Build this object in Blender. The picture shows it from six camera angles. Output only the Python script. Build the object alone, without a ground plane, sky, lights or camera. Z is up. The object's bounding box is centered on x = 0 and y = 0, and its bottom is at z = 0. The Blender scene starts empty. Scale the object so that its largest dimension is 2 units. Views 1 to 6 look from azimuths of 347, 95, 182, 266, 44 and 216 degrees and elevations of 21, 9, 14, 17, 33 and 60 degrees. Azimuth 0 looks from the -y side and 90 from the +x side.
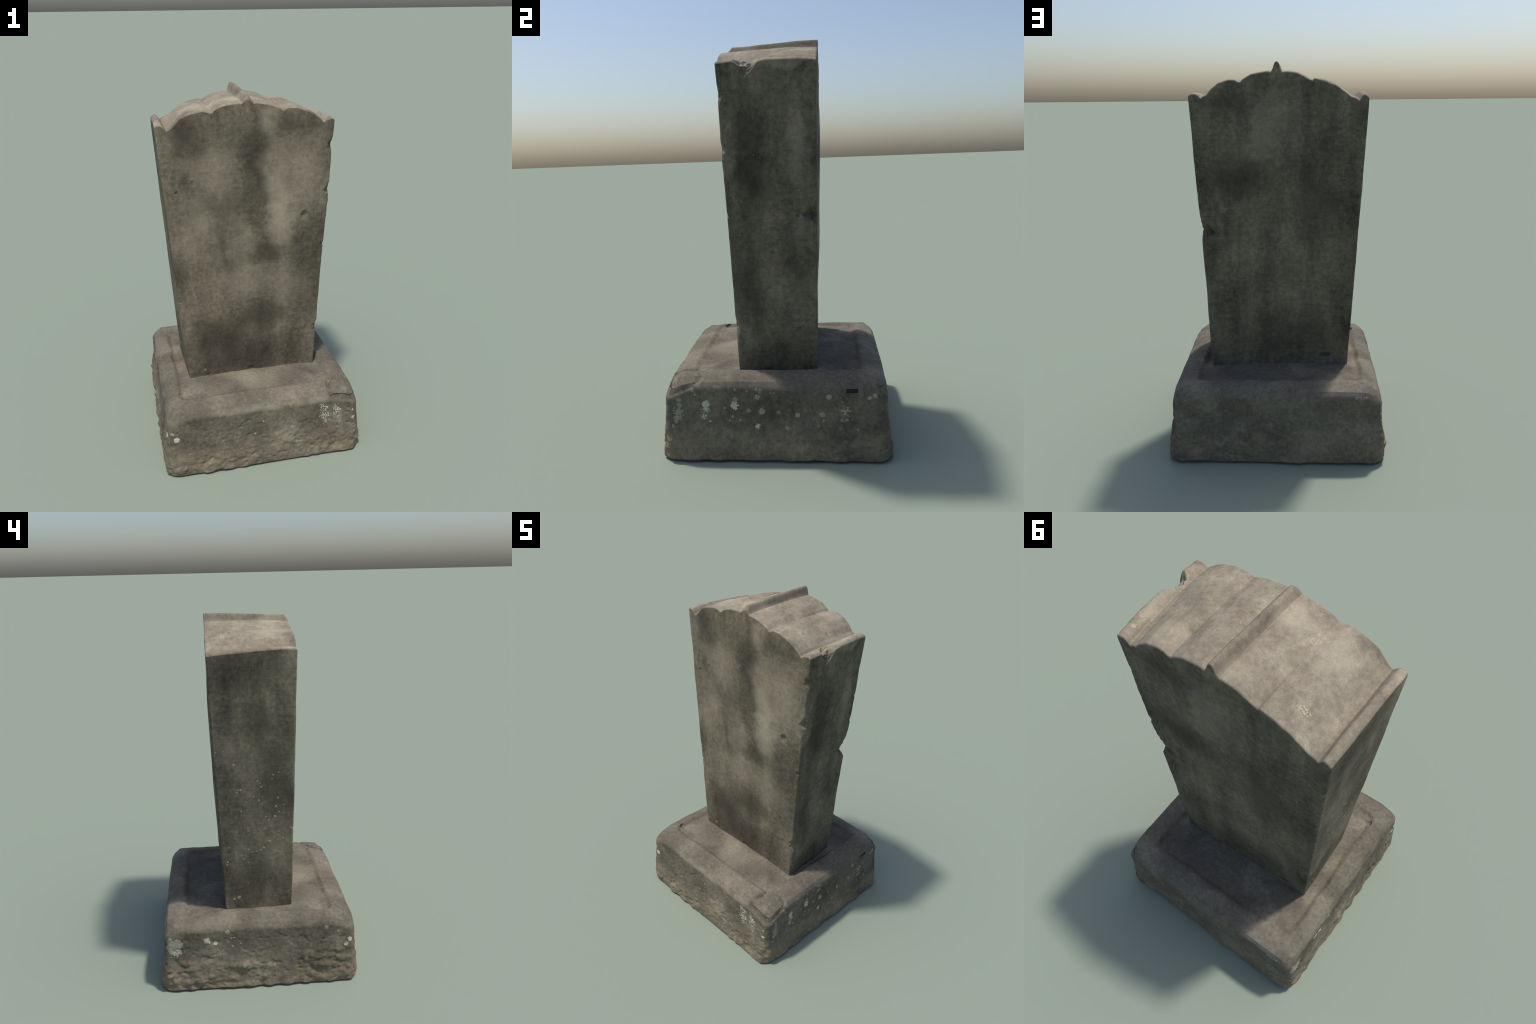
"""Weathered sandstone stele: a tapering slab with a scalloped, ridged top,
standing in a shallow recess on a rough-hewn square base stone."""
import bpy
import math
import numpy as np
from mathutils import Vector
from mathutils.bvhtree import BVHTree

# ------------------------------------------------------------------ noise
_rng = np.random.RandomState(11)
_PERM = _rng.permutation(256)
_PERM = np.concatenate([_PERM, _PERM, _PERM])
_GRAD = _rng.normal(size=(256, 3))
_GRAD /= np.linalg.norm(_GRAD, axis=1)[:, None]


def perlin(p):
    """Gradient noise, roughly -0.7..0.7, for an (n, 3) array of points."""
    i = np.floor(p).astype(int)
    f = p - i
    i &= 255
    w = f * f * f * (f * (f * 6 - 15) + 10)
    out = 0
    for dx in (0, 1):
        for dy in (0, 1):
            for dz in (0, 1):
                h = _PERM[_PERM[_PERM[i[:, 0] + dx] + i[:, 1] + dy] + i[:, 2] + dz]
                d = f - np.array([dx, dy, dz])
                g = (_GRAD[h] * d).sum(1)
                wx = w[:, 0] if dx else 1 - w[:, 0]
                wy = w[:, 1] if dy else 1 - w[:, 1]
                wz = w[:, 2] if dz else 1 - w[:, 2]
                out = out + g * wx * wy * wz
    return out


def fbm(p, scale, octaves=3, gain=0.5, seed=0.0):
    s = np.asarray(scale, dtype=float)
    total, amp = 0.0, 1.0
    for k in range(octaves):
        total = total + amp * perlin(p * s * (2.03 ** k) + seed + 17.3 * k)
        amp *= gain
    return total


def smooth(lo, hi, x):
    t = np.clip((x - lo) / (hi - lo), 0, 1)
    return t * t * (3 - 2 * t)


# ------------------------------------------------------------------ box grid
def axis_steps(length, step, fine, margin):
    """0..length, spaced by step, finer near both ends so edges can be rounded."""
    ends = np.arange(0, margin, fine)
    mid = np.linspace(margin, length - margin, max(2, int((length - 2 * margin) / step)))
    return np.concatenate([ends, mid, length - ends[::-1]])


def box_grid(xs, ys, zs):
    """Closed quad mesh over the six faces of a box with the given grid lines."""
    nx, ny, nz = len(xs), len(ys), len(zs)
    index = -np.ones((nx, ny, nz), dtype=np.int64)
    surf = np.zeros((nx, ny, nz), dtype=bool)
    surf[[0, -1]] = True
    surf[:, [0, -1]] = True
    surf[:, :, [0, -1]] = True
    ijk = np.argwhere(surf)
    index[surf] = np.arange(len(ijk))
    verts = np.stack([xs[ijk[:, 0]], ys[ijk[:, 1]], zs[ijk[:, 2]]], axis=1)
    quads = []

    def face(grid, flip):
        a, b, c, d = grid[:-1, :-1], grid[1:, :-1], grid[1:, 1:], grid[:-1, 1:]
        q = np.stack([a, b, c, d], axis=-1).reshape(-1, 4)
        quads.append(q[:, ::-1] if flip else q)

    face(index[:, :, -1], False)
    face(index[:, :, 0], True)
    face(index[0], True)
    face(index[-1], False)
    face(index[:, 0], False)
    face(index[:, -1], True)
    return verts, np.concatenate(quads)


def round_box(p, size, radius):
    """Round the edges of box-surface points; radius per axis for the inner box."""
    r = np.asarray(radius, dtype=float)
    if r.ndim == 1:
        r = np.broadcast_to(r, p.shape)
    q = np.clip(p, r, np.asarray(size) - r)
    d = (p - q) / r
    n = np.linalg.norm(d, axis=1)
    n[n < 1e-9] = 1
    return q + d / n[:, None] * r


def make_mesh(name, verts, faces):
    me = bpy.data.meshes.new(name)
    me.vertices.add(len(verts))
    me.vertices.foreach_set("co", np.asarray(verts, dtype=np.float32).ravel())
    faces = np.asarray(faces)
    k = faces.shape[1]
    me.loops.add(faces.size)
    me.loops.foreach_set("vertex_index", faces.ravel().astype(np.int32))
    me.polygons.add(len(faces))
    me.polygons.foreach_set("loop_start", np.arange(0, faces.size, k, dtype=np.int32))
    me.update(calc_edges=True)
    me.polygons.foreach_set("use_smooth", np.ones(len(faces), dtype=bool))
    me.validate()
    return me


def vertex_normals(verts, faces):
    a, b, c, d = (verts[faces[:, k]] for k in range(4))
    fn = np.cross(c - a, d - b)
    n = np.zeros_like(verts)
    for k in range(4):
        np.add.at(n, faces[:, k], fn)
    ln = np.linalg.norm(n, axis=1)
    ln[ln < 1e-12] = 1
    return n / ln[:, None]


def add_object(name, me, parent, material):
    ob = bpy.data.objects.new(name, me)
    bpy.context.scene.collection.objects.link(ob)
    ob.parent = parent
    if material is not None:
        me.materials.append(material)
    return ob


def split_regions(verts, faces, regions, parent, material):
    """One smooth surface cut by face masks into objects with shared normals."""
    normals = vertex_normals(verts, faces)
    made, left = [], np.ones(len(faces), dtype=bool)
    for name, mask in regions:
        mask = left if mask is None else (mask & left)
        left = left & ~mask
        sub = faces[mask]
        used, inv = np.unique(sub, return_inverse=True)
        me = make_mesh(name, verts[used], inv.reshape(-1, 4))
        mat = material[len(made)] if isinstance(material, list) else material
        ob = add_object(name, me, parent, mat)
        me.normals_split_custom_set_from_vertices([tuple(v) for v in normals[used]])
        made.append(ob)
    return made


# ------------------------------------------------------------------ node helpers
class Nodes:
    def __init__(self, name):
        self.mat = bpy.data.materials.new(name)
        self.mat.use_nodes = True
        self.t = self.mat.node_tree
        self.t.nodes.clear()
        self.coord = self.new("ShaderNodeTexCoord").outputs["Object"]

    def new(self, kind, **props):
        n = self.t.nodes.new(kind)
        for k, v in props.items():
            setattr(n, k, v)
        return n

    def put(self, socket, value):
        if hasattr(value, "is_output"):
            self.t.links.new(value, socket)
        else:
            socket.default_value = value

    def math(self, op, a, b=0.0, c=None, clamp=False):
        n = self.new("ShaderNodeMath", operation=op, use_clamp=clamp)
        self.put(n.inputs[0], a)
        self.put(n.inputs[1], b)
        if c is not None:
            self.put(n.inputs[2], c)
        return n.outputs[0]

    def vmath(self, op, a, b=(0, 0, 0)):
        n = self.new("ShaderNodeVectorMath", operation=op)
        self.put(n.inputs[0], a)
        self.put(n.inputs[1], b)
        return n.outputs["Value"] if op in ("LENGTH", "DISTANCE", "DOT_PRODUCT") else n.outputs[0]

    def noise(self, scale, detail=4.0, rough=0.55, stretch=None, distort=0.0, offset=(0, 0, 0)):
        v = self.coord
        if stretch or any(offset):
            m = self.new("ShaderNodeMapping")
            self.put(m.inputs["Vector"], v)
            m.inputs["Scale"].default_value = stretch or (1, 1, 1)
            m.inputs["Location"].default_value = offset
            v = m.outputs[0]
        n = self.new("ShaderNodeTexNoise")
        self.put(n.inputs["Vector"], v)
        n.inputs["Scale"].default_value = scale
        n.inputs["Detail"].default_value = detail
        n.inputs["Roughness"].default_value = rough
        n.inputs["Distortion"].default_value = distort
        return n.outputs[0]

    def range(self, x, lo, hi, a=0.0, b=1.0):
        n = self.new("ShaderNodeMapRange", interpolation_type="SMOOTHSTEP")
        self.put(n.inputs["Value"], x)
        for key, val in (("From Min", lo), ("From Max", hi), ("To Min", a), ("To Max", b)):
            self.put(n.inputs[key], val)
        return n.outputs[0]

    def mix(self, fac, a, b, mode="MIX"):
        n = self.new("ShaderNodeMix", data_type="RGBA", blend_type=mode)
        self.put(n.inputs[0], fac)
        for s, v in ((n.inputs[6], a), (n.inputs[7], b)):
            self.put(s, v if hasattr(v, "is_output") else (*v, 1.0))
        return n.outputs[2]

    def ramp(self, fac, stops):
        n = self.new("ShaderNodeValToRGB")
        e = n.color_ramp.elements
        while len(e) < len(stops):
            e.new(0.5)
        for el, (pos, col) in zip(e, stops):
            el.position = pos
            el.color = (*col, 1.0)
        self.put(n.inputs[0], fac)
        return n.outputs[0]

    def blob(self, centre, radii, warp=None):
        """Soft ellipsoid mask: 1 in the middle, 0 at the rim."""
        v = self.vmath("SUBTRACT", warp or self.coord, centre)
        v = self.vmath("DIVIDE", v, radii)
        return self.range(self.vmath("LENGTH", v), 0.15, 1.0, 1.0, 0.0)

    def warped(self, scale, amount, offset=(3.1, 7.7, 1.3)):
        m = self.new("ShaderNodeMapping")
        self.put(m.inputs["Vector"], self.coord)
        m.inputs["Location"].default_value = offset
        n = self.new("ShaderNodeTexNoise")
        self.put(n.inputs["Vector"], m.outputs[0])
        n.inputs["Scale"].default_value = scale
        n.inputs["Detail"].default_value = 3
        d = self.vmath("SUBTRACT", n.outputs["Color"], (0.5, 0.5, 0.5))
        d = self.vmath("MULTIPLY", d, (amount, amount, amount))
        return self.vmath("ADD", self.coord, d)

    def finish(self, colour, rough=0.9, height=None, strength=0.3, distance=0.004, spec=0.25):
        b = self.new("ShaderNodeBsdfPrincipled")
        self.put(b.inputs["Base Color"], colour)
        self.put(b.inputs["Roughness"], rough)
        b.inputs["Specular IOR Level"].default_value = spec
        if height is not None:
            bump = self.new("ShaderNodeBump")
            bump.inputs["Strength"].default_value = strength
            bump.inputs["Distance"].default_value = distance
            self.put(bump.inputs["Height"], height)
            self.put(b.inputs["Normal"], bump.outputs[0])
        out = self.new("ShaderNodeOutputMaterial")
        self.put(out.inputs["Surface"], b.outputs[0])
        return self.mat


def slab_material(name, dark, mid, warm, pale, green, washed):
    n = Nodes(name)
    patch = n.noise(4.2, 5, 0.55, stretch=(1, 1, 0.75))
    streak = n.noise(9.0, 5, 0.6, stretch=(1.2, 1.2, 0.22), offset=(4, 2, 0))
    fine = n.noise(46, 6, 0.72)
    grain = n.noise(230, 2, 0.6)
    hue = n.noise(6.5, 4, 0.6, offset=(9.1, 3.3, 5.2))
    t = n.math("MULTIPLY_ADD", patch, 0.55, n.math("MULTIPLY", streak, 0.45))
    tool = n.noise(26, 3, 0.6, stretch=(0.35, 0.35, 3.0))
    t = n.math("MULTIPLY_ADD", n.math("SUBTRACT", tool, 0.5), 0.14, t)
    t = n.math("MULTIPLY_ADD", n.math("SUBTRACT", fine, 0.5), 0.50, t)
    col = n.ramp(t, [(0.29, dark), (0.44, mid), (0.57, warm), (0.75, pale)])
    col = n.mix(n.range(hue, 0.47, 0.66, 0, green), col, SLAB_GREEN)
    # front stains and pale patches, plus shade painted onto the sides and rear
    w = n.warped(9, 0.16)
    for centre, radii, strength in SLAB_STAINS:
        col = n.mix(n.math("MULTIPLY", n.blob(centre, radii, w), strength), col, SLAB_STAIN)
    for centre, radii, strength in SLAB_WASHED:
        col = n.mix(n.math("MULTIPLY", n.blob(centre, radii, w), strength), col, washed)
    g = n.math("MULTIPLY_ADD", grain, 0.55, 0.725)
    g = n.math("MULTIPLY", g, n.math("MULTIPLY_ADD", fine, 0.35, 0.825))
    gr = n.new("ShaderNodeCombineColor")
    for k in range(3):
        n.put(gr.inputs[k], g)
    col = n.mix(1.0, col, gr.outputs[0], "MULTIPLY")
    # pinhead pale flecks
    vor = n.new("ShaderNodeTexVoronoi")
    n.put(vor.inputs["Vector"], n.coord)
    vor.inputs["Scale"].default_value = 34
    fleck = n.math("MULTIPLY", n.range(vor.outputs["Distance"], 0.05, 0.11, 1, 0),
                   n.range(n.noise(11, 2, 0.5, offset=(2, 8, 1)), 0.62, 0.70))
    col = n.mix(n.math("MULTIPLY", fleck, 0.6), col, LICHEN_GREY)
    h = n.math("ADD", n.math("MULTIPLY", fine, 0.6), n.math("MULTIPLY", grain, 0.4))
    return n.finish(col, 0.92, h, 0.35, 0.004)


def base_material():
    n = Nodes("base_sandstone")
    patch = n.noise(5.0, 5, 0.6)
    fine = n.noise(50, 6, 0.72)
    grain = n.noise(210, 2, 0.6)
    hue = n.noise(7, 4, 0.6, offset=(5.1, 1.3, 2.2))
    t = n.math("MULTIPLY_ADD", n.math("SUBTRACT", fine, 0.5), 0.50, patch)
    top = n.ramp(t, [(0.28, BASE_DARK), (0.50, BASE_MID), (0.72, BASE_PALE)])
    # dark crust of algae on the upright faces, ending in a ragged line under
    # the worn top edge; bare ochre stone breaks through near the ground
    sep = n.new("ShaderNodeSeparateXYZ")
    n.put(sep.inputs[0], n.coord)
    geo = n.new("ShaderNodeNewGeometry")
    nz = n.new("ShaderNodeSeparateXYZ")
    n.put(nz.inputs[0], geo.outputs["True Normal"])
    edge = n.math("MULTIPLY_ADD", n.noise(14, 5, 0.65), 0.06, 0.326)
    ax = n.math("ABSOLUTE", sep.outputs[0])
    ay = n.math("ABSOLUTE", sep.outputs[1])
    corner = n.math("MULTIPLY", n.range(n.math("MINIMUM", ax, ay), 0.40, 0.54), 0.03)
    edge = n.math("SUBTRACT", edge, corner)
    below = n.math("SUBTRACT", edge, sep.outputs[2])
    crust = n.range(below, -0.003, 0.007)
    outer = n.range(n.math("MAXIMUM", ax, ay), 0.50, 0.53)
    crust = n.math("MULTIPLY", crust, outer)
    crust = n.math("MULTIPLY", crust, n.range(n.noise(6.5, 5, 0.68, offset=(7, 7, 2)), 0.30, 0.52, 0.40, 1.0))
    crust_col = n.ramp(t, [(0.32, CRUST_DARK), (0.52, CRUST_MID), (0.70, CRUST_PALE)])
    crust_col = n.mix(n.range(hue, 0.5, 0.7, 0, 0.5), crust_col, CRUST_GREEN)
    bare = n.math("MULTIPLY",
                  n.range(n.math("MULTIPLY_ADD", n.noise(9, 5, 0.6, stretch=(1, 1, 1.6), offset=(1, 6, 3)), 0.30, -0.02),
                          n.math("SUBTRACT", sep.outputs[2], 0.06), n.math("ADD", sep.outputs[2], 0.06)), 0.75)
    bare_col = n.ramp(n.math("MULTIPLY_ADD", hue, 0.6, n.math("MULTIPLY", fine, 0.4)),
                      [(0.36, BARE_DARK), (0.5, BARE_MID), (0.64, BARE_OCHRE)])
    crust_col = n.mix(bare, crust_col, bare_col)
    col = n.mix(crust, top, crust_col)
    w = n.warped(9, 0.08)
    for centre, radii, strength in BASE_STAINS:
        col = n.mix(n.math("MULTIPLY", n.blob(centre, radii, w), strength), col, BASE_STAIN)
    for centre, radii, strength in BASE_WASHED:
        col = n.mix(n.math("MULTIPLY", n.blob(centre, radii, w), strength), col, BASE_WASH)
    g = n.math("MULTIPLY", n.math("MULTIPLY_ADD", grain, 0.6, 0.70), n.math("MULTIPLY_ADD", fine, 0.5, 0.75))
    gr = n.new("ShaderNodeCombineColor")
    for k in range(3):
        n.put(gr.inputs[k], g)
    col = n.mix(1.0, col, gr.outputs[0], "MULTIPLY")
    h = n.math("ADD", n.math("MULTIPLY", fine, 0.7), n.math("MULTIPLY", grain, 0.3))
    return n.finish(col, 0.93, h, 0.45, 0.005)


def lichen_material(name, a, b):
    n = Nodes(name)
    c = n.ramp(n.noise(160, 3, 0.6), [(0.35, a), (0.62, b)])
    return n.finish(c, 0.95, n.noise(300, 2), 0.4, 0.002, 0.15)


def paint_material(name, col):
    n = Nodes(name)
    c = n.mix(n.range(n.noise(90, 3), 0.35, 0.7), col, tuple(0.75 * v for v in col))
    return n.finish(c, 0.7, None, spec=0.3)


# ------------------------------------------------------------------ colours (linear)
SLAB_DARK = (0.050, 0.042, 0.031)  # slab tones darkened overall, towards the shadow on its rear and right
SLAB_MID = (0.111, 0.096, 0.068)
SLAB_WARM = (0.174, 0.149, 0.105)
SLAB_PALE = (0.274, 0.237, 0.170)
SLAB_GREEN = (0.108, 0.101, 0.069)
SLAB_WASH = (0.380, 0.328, 0.245)
CREST_DARK = (0.165, 0.137, 0.100)
CREST_MID = (0.232, 0.197, 0.147)
CREST_WARM = (0.290, 0.250, 0.187)
CREST_PALE = (0.380, 0.334, 0.243)
SLAB_STAIN = (0.036, 0.030, 0.022)
BASE_DARK = (0.096, 0.081, 0.062)
BASE_MID = (0.145, 0.127, 0.096)
BASE_PALE = (0.225, 0.196, 0.148)
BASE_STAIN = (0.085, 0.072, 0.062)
BASE_WASH = (0.240, 0.218, 0.165)
CRUST_DARK = (0.078, 0.068, 0.050)
CRUST_MID = (0.145, 0.126, 0.092)
CRUST_PALE = (0.225, 0.198, 0.146)
CRUST_GREEN = (0.118, 0.112, 0.076)
BARE_DARK = (0.120, 0.098, 0.072)
BARE_MID = (0.192, 0.160, 0.112)
BARE_OCHRE = (0.275, 0.220, 0.138)
LICHEN_GREY = (0.42, 0.44, 0.38)

SLAB_STAINS = [   # (centre, radii, strength)
    ((0.035, -0.22, 1.58), (0.09, 0.12, 0.26), 0.71),
    ((0.02, -0.22, 1.74), (0.14, 0.10, 0.10), 0.44),
    ((-0.33, -0.23, 1.79), (0.17, 0.10, 0.17), 0.66),
    ((0.26, -0.23, 1.83), (0.20, 0.08, 0.12), 0.54),
    ((-0.17, -0.21, 0.64), (0.26, 0.12, 0.17), 0.80),
    ((0.05, -0.21, 0.75), (0.24, 0.12, 0.13), 0.63),
    ((0.10, -0.21, 1.13), (0.22, 0.12, 0.08), 0.63),
    ((-0.14, -0.22, 1.42), (0.20, 0.12, 0.09), 0.54),
    ((-0.17, -0.22, 1.25), (0.06, 0.10, 0.26), 0.44),
    ((-0.06, -0.20, 0.50), (0.44, 0.12, 0.18), 0.58),
    ((0.34, -0.22, 1.05), (0.12, 0.10, 0.34), 0.40),
    ((0.42, -0.09, 1.36), (0.12, 0.13, 0.30), 0.80),  # right side from here: dark patches
    ((0.42, -0.14, 1.60), (0.12, 0.10, 0.20), 0.40),
    ((0.40, -0.12, 0.78), (0.12, 0.11, 0.30), 0.66),
    ((0.40, 0.10, 0.92), (0.12, 0.10, 0.22), 0.54),
    ((0.38, 0.00, 0.46), (0.12, 0.24, 0.12), 0.44),
    ((0.18, 0.21, 1.43), (0.24, 0.12, 0.17), 0.71),  # rear face from here: skylit shade baked into the colour as blotches
    ((-0.20, 0.21, 1.35), (0.18, 0.12, 0.46), 0.54),
    ((-0.05, 0.20, 0.58), (0.38, 0.12, 0.24), 0.54),
    ((0.20, 0.21, 1.80), (0.22, 0.08, 0.12), 0.44),
    ((-0.45, 0.06, 1.74), (0.10, 0.26, 0.14), 0.54),  # left side from here: blotches darken the face to its shaded tone
    ((-0.43, -0.04, 1.48), (0.10, 0.12, 0.24), 0.54),
    ((-0.42, -0.12, 1.10), (0.10, 0.16, 0.36), 0.58),
    ((-0.40, 0.05, 0.55), (0.10, 0.24, 0.20), 0.54),
]
SLAB_WASHED = [
    ((0.22, -0.22, 1.50), (0.24, 0.10, 0.34), 0.22),  # front lightened again here to hold its sunlit brightness
    ((-0.22, -0.22, 1.46), (0.24, 0.10, 0.40), 0.18),
    ((0.165, -0.22, 1.36), (0.10, 0.12, 0.30), 0.62),
    ((0.12, -0.22, 1.62), (0.12, 0.10, 0.22), 0.28),
    ((0.30, -0.22, 1.56), (0.14, 0.10, 0.20), 0.22),
    ((-0.30, -0.22, 1.32), (0.13, 0.12, 0.24), 0.22),
    ((-0.20, -0.22, 1.62), (0.18, 0.10, 0.16), 0.22),
    ((-0.05, -0.22, 1.22), (0.12, 0.10, 0.22), 0.22),
    ((-0.05, -0.22, 0.98), (0.22, 0.10, 0.16), 0.28),
    ((0.20, -0.22, 0.92), (0.18, 0.10, 0.16), 0.25),
    ((0.08, -0.23, 1.86), (0.10, 0.08, 0.09), 0.35),
    ((0.05, 0.22, 1.68), (0.16, 0.10, 0.22), 0.25),
    ((0.43, 0.12, 1.45), (0.10, 0.08, 0.22), 0.25),
    ((-0.44, 0.12, 1.32), (0.10, 0.09, 0.20), 0.22),
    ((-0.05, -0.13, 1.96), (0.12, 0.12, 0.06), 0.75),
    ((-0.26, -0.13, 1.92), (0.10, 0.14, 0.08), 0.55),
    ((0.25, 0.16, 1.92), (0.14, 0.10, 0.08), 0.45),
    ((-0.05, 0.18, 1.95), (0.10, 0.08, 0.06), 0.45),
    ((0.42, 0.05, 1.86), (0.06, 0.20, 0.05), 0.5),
]
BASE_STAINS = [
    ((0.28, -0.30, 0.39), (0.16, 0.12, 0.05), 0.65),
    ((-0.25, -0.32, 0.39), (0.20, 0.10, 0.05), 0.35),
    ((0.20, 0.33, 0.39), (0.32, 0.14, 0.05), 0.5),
    ((-0.56, 0.02, 0.26), (0.06, 0.22, 0.12), 0.5),
    ((-0.30, -0.56, 0.28), (0.20, 0.06, 0.10), 0.4),
]
BASE_WASHED = [
    ((0.02, -0.30, 0.39), (0.22, 0.14, 0.04), 0.5),
    ((-0.05, -0.55, 0.36), (0.34, 0.05, 0.04), 0.7),
    ((0.30, -0.55, 0.36), (0.12, 0.05, 0.04), 0.7),
    ((-0.50, 0.30, 0.38), (0.14, 0.25, 0.04), 0.35),
    ((-0.35, 0.46, 0.38), (0.18, 0.12, 0.04), 0.45),
]

# ------------------------------------------------------------------ slab
# eight corners: (x, y) at the foot (z 0.394) and at the shoulders (z 1.845)
FOOT_Z, SHOULDER_Z, SINK_Z = 0.394, 1.845, 0.365
CORNERS = {  # (side x, side y): ((x, y) foot, (x, y) shoulder)
    (-1, -1): ((-0.369, -0.205), (-0.477, -0.226)),
    (1, -1): ((0.378, -0.192), (0.452, -0.235)),
    (1, 1): ((0.361, 0.192), (0.435, 0.220)),
    (-1, 1): ((-0.383, 0.172), (-0.466, 0.226)),
}
# outline of the scalloped top, front and rear edge (x, z)
TOP_FRONT = [(-0.476, 1.845), (-0.462, 1.852), (-0.446, 1.851), (-0.430, 1.843), (-0.418, 1.827), (-0.388, 1.845),
             (-0.345, 1.886), (-0.297, 1.905), (-0.232, 1.918), (-0.196, 1.906), (-0.167, 1.925), (-0.126, 1.941),
             (-0.061, 1.947), (-0.010, 1.952),
             (0.040, 1.946), (0.088, 1.939), (0.138, 1.925), (0.168, 1.906), (0.197, 1.916), (0.249, 1.914),
             (0.300, 1.897), (0.353, 1.866), (0.388, 1.838), (0.406, 1.846), (0.433, 1.852), (0.449, 1.842)]
TOP_REAR = [(-0.463, 1.822), (-0.443, 1.838), (-0.428, 1.836), (-0.415, 1.817), (-0.373, 1.834), (-0.342, 1.857),
            (-0.294, 1.888), (-0.239, 1.909), (-0.193, 1.919), (-0.173, 1.911), (-0.138, 1.933), (-0.099, 1.949),
            (-0.052, 1.954), (-0.006, 1.957),
            (0.028, 1.956), (0.073, 1.951), (0.120, 1.942), (0.163, 1.916), (0.177, 1.905), (0.199, 1.916),
            (0.230, 1.917), (0.278, 1.902), (0.318, 1.873), (0.343, 1.844), (0.370, 1.834), (0.383, 1.845),
            (0.398, 1.851), (0.418, 1.850), (0.433, 1.841)]


def top_curve(points, half, mid):
    pts = np.array(points)
    a = np.linspace(-1, 1, 801)
    z = np.interp(a, (pts[:, 0] - mid) / half, pts[:, 1])
    k = np.exp(-0.5 * (np.arange(-20, 21) / 2.2) ** 2)
    zp = np.pad(z, 20, mode="edge")
    return a, np.convolve(zp, k / k.sum(), mode="valid")


def edge_chip(v, corner, centre_z, depth_profile, jag):
    """Knock flakes off a vertical edge: limit how far points reach along the
    edge's outward diagonal, by a depth that varies with height."""
    sx, sy = corner
    (fx, fy), (tx, ty) = CORNERS[corner]
    t = (v[:, 2] - FOOT_Z) / (SHOULDER_Z - FOOT_Z)
    ex, ey = fx + (tx - fx) * t, fy + (ty - fy) * t
    s = ((v[:, 0] - ex) * sx + (v[:, 1] - ey) * sy) / math.sqrt(2)
    zz = np.array([p[0] for p in depth_profile]) + centre_z
    dd = np.array([p[1] for p in depth_profile])
    near = np.abs(v[:, 0] - ex) + np.abs(v[:, 1] - ey) < 0.16
    depth = np.interp(v[:, 2], zz, dd, left=0, right=0)
    depth = depth * (1 + jag * fbm(v, 45, 2, seed=3.0))
    over = np.where(near & (depth > 0.0005), np.maximum(s + depth, 0), 0)
    v[:, 0] -= over * sx / math.sqrt(2)
    v[:, 1] -= over * sy / math.sqrt(2)


def pit(v, centre, radius, squash=(1, 1, 1), jag=0.3):
    """Carve a rough hollow: points inside the ball move out to its surface."""
    d = (v - np.array(centre)) / np.array(squash)
    r = np.linalg.norm(d, axis=1)
    m = r < radius * 1.6
    if not m.any():
        return
    rr = radius * (1 + jag * fbm(v[m], 0.9 / radius, 3, seed=5.0))
    k = np.maximum(rr / np.maximum(r[m], 1e-5), 1)
    k = np.minimum(k, 6)
    v[m] = np.array(centre) + d[m] * k[:, None] * np.array(squash)


def shoulder_bite(v):
    """Flake broken off the right shoulder: an oblique cut whose depth varies
    along the edge."""
    k = math.sqrt(0.5)
    s = ((v[:, 0] - 0.450) + (v[:, 2] - 1.850)) * k
    depth = np.interp(v[:, 1], [-0.158, -0.146, -0.125, -0.100, -0.082, -0.062, -0.040, -0.010, 0.03],
                      [0, 0.012, 0.034, 0.046, 0.038, 0.026, 0.009, 0.004, 0])
    depth = depth * (1 + 0.5 * fbm(v, 32, 3, seed=121.0)) - 0.002
    near = (v[:, 0] > 0.34) & (v[:, 2] > 1.74) & (depth > 0)
    over = np.where(near, np.maximum(s + depth, 0), 0)
    v[:, 0] -= over * k
    v[:, 2] -= over * k


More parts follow.
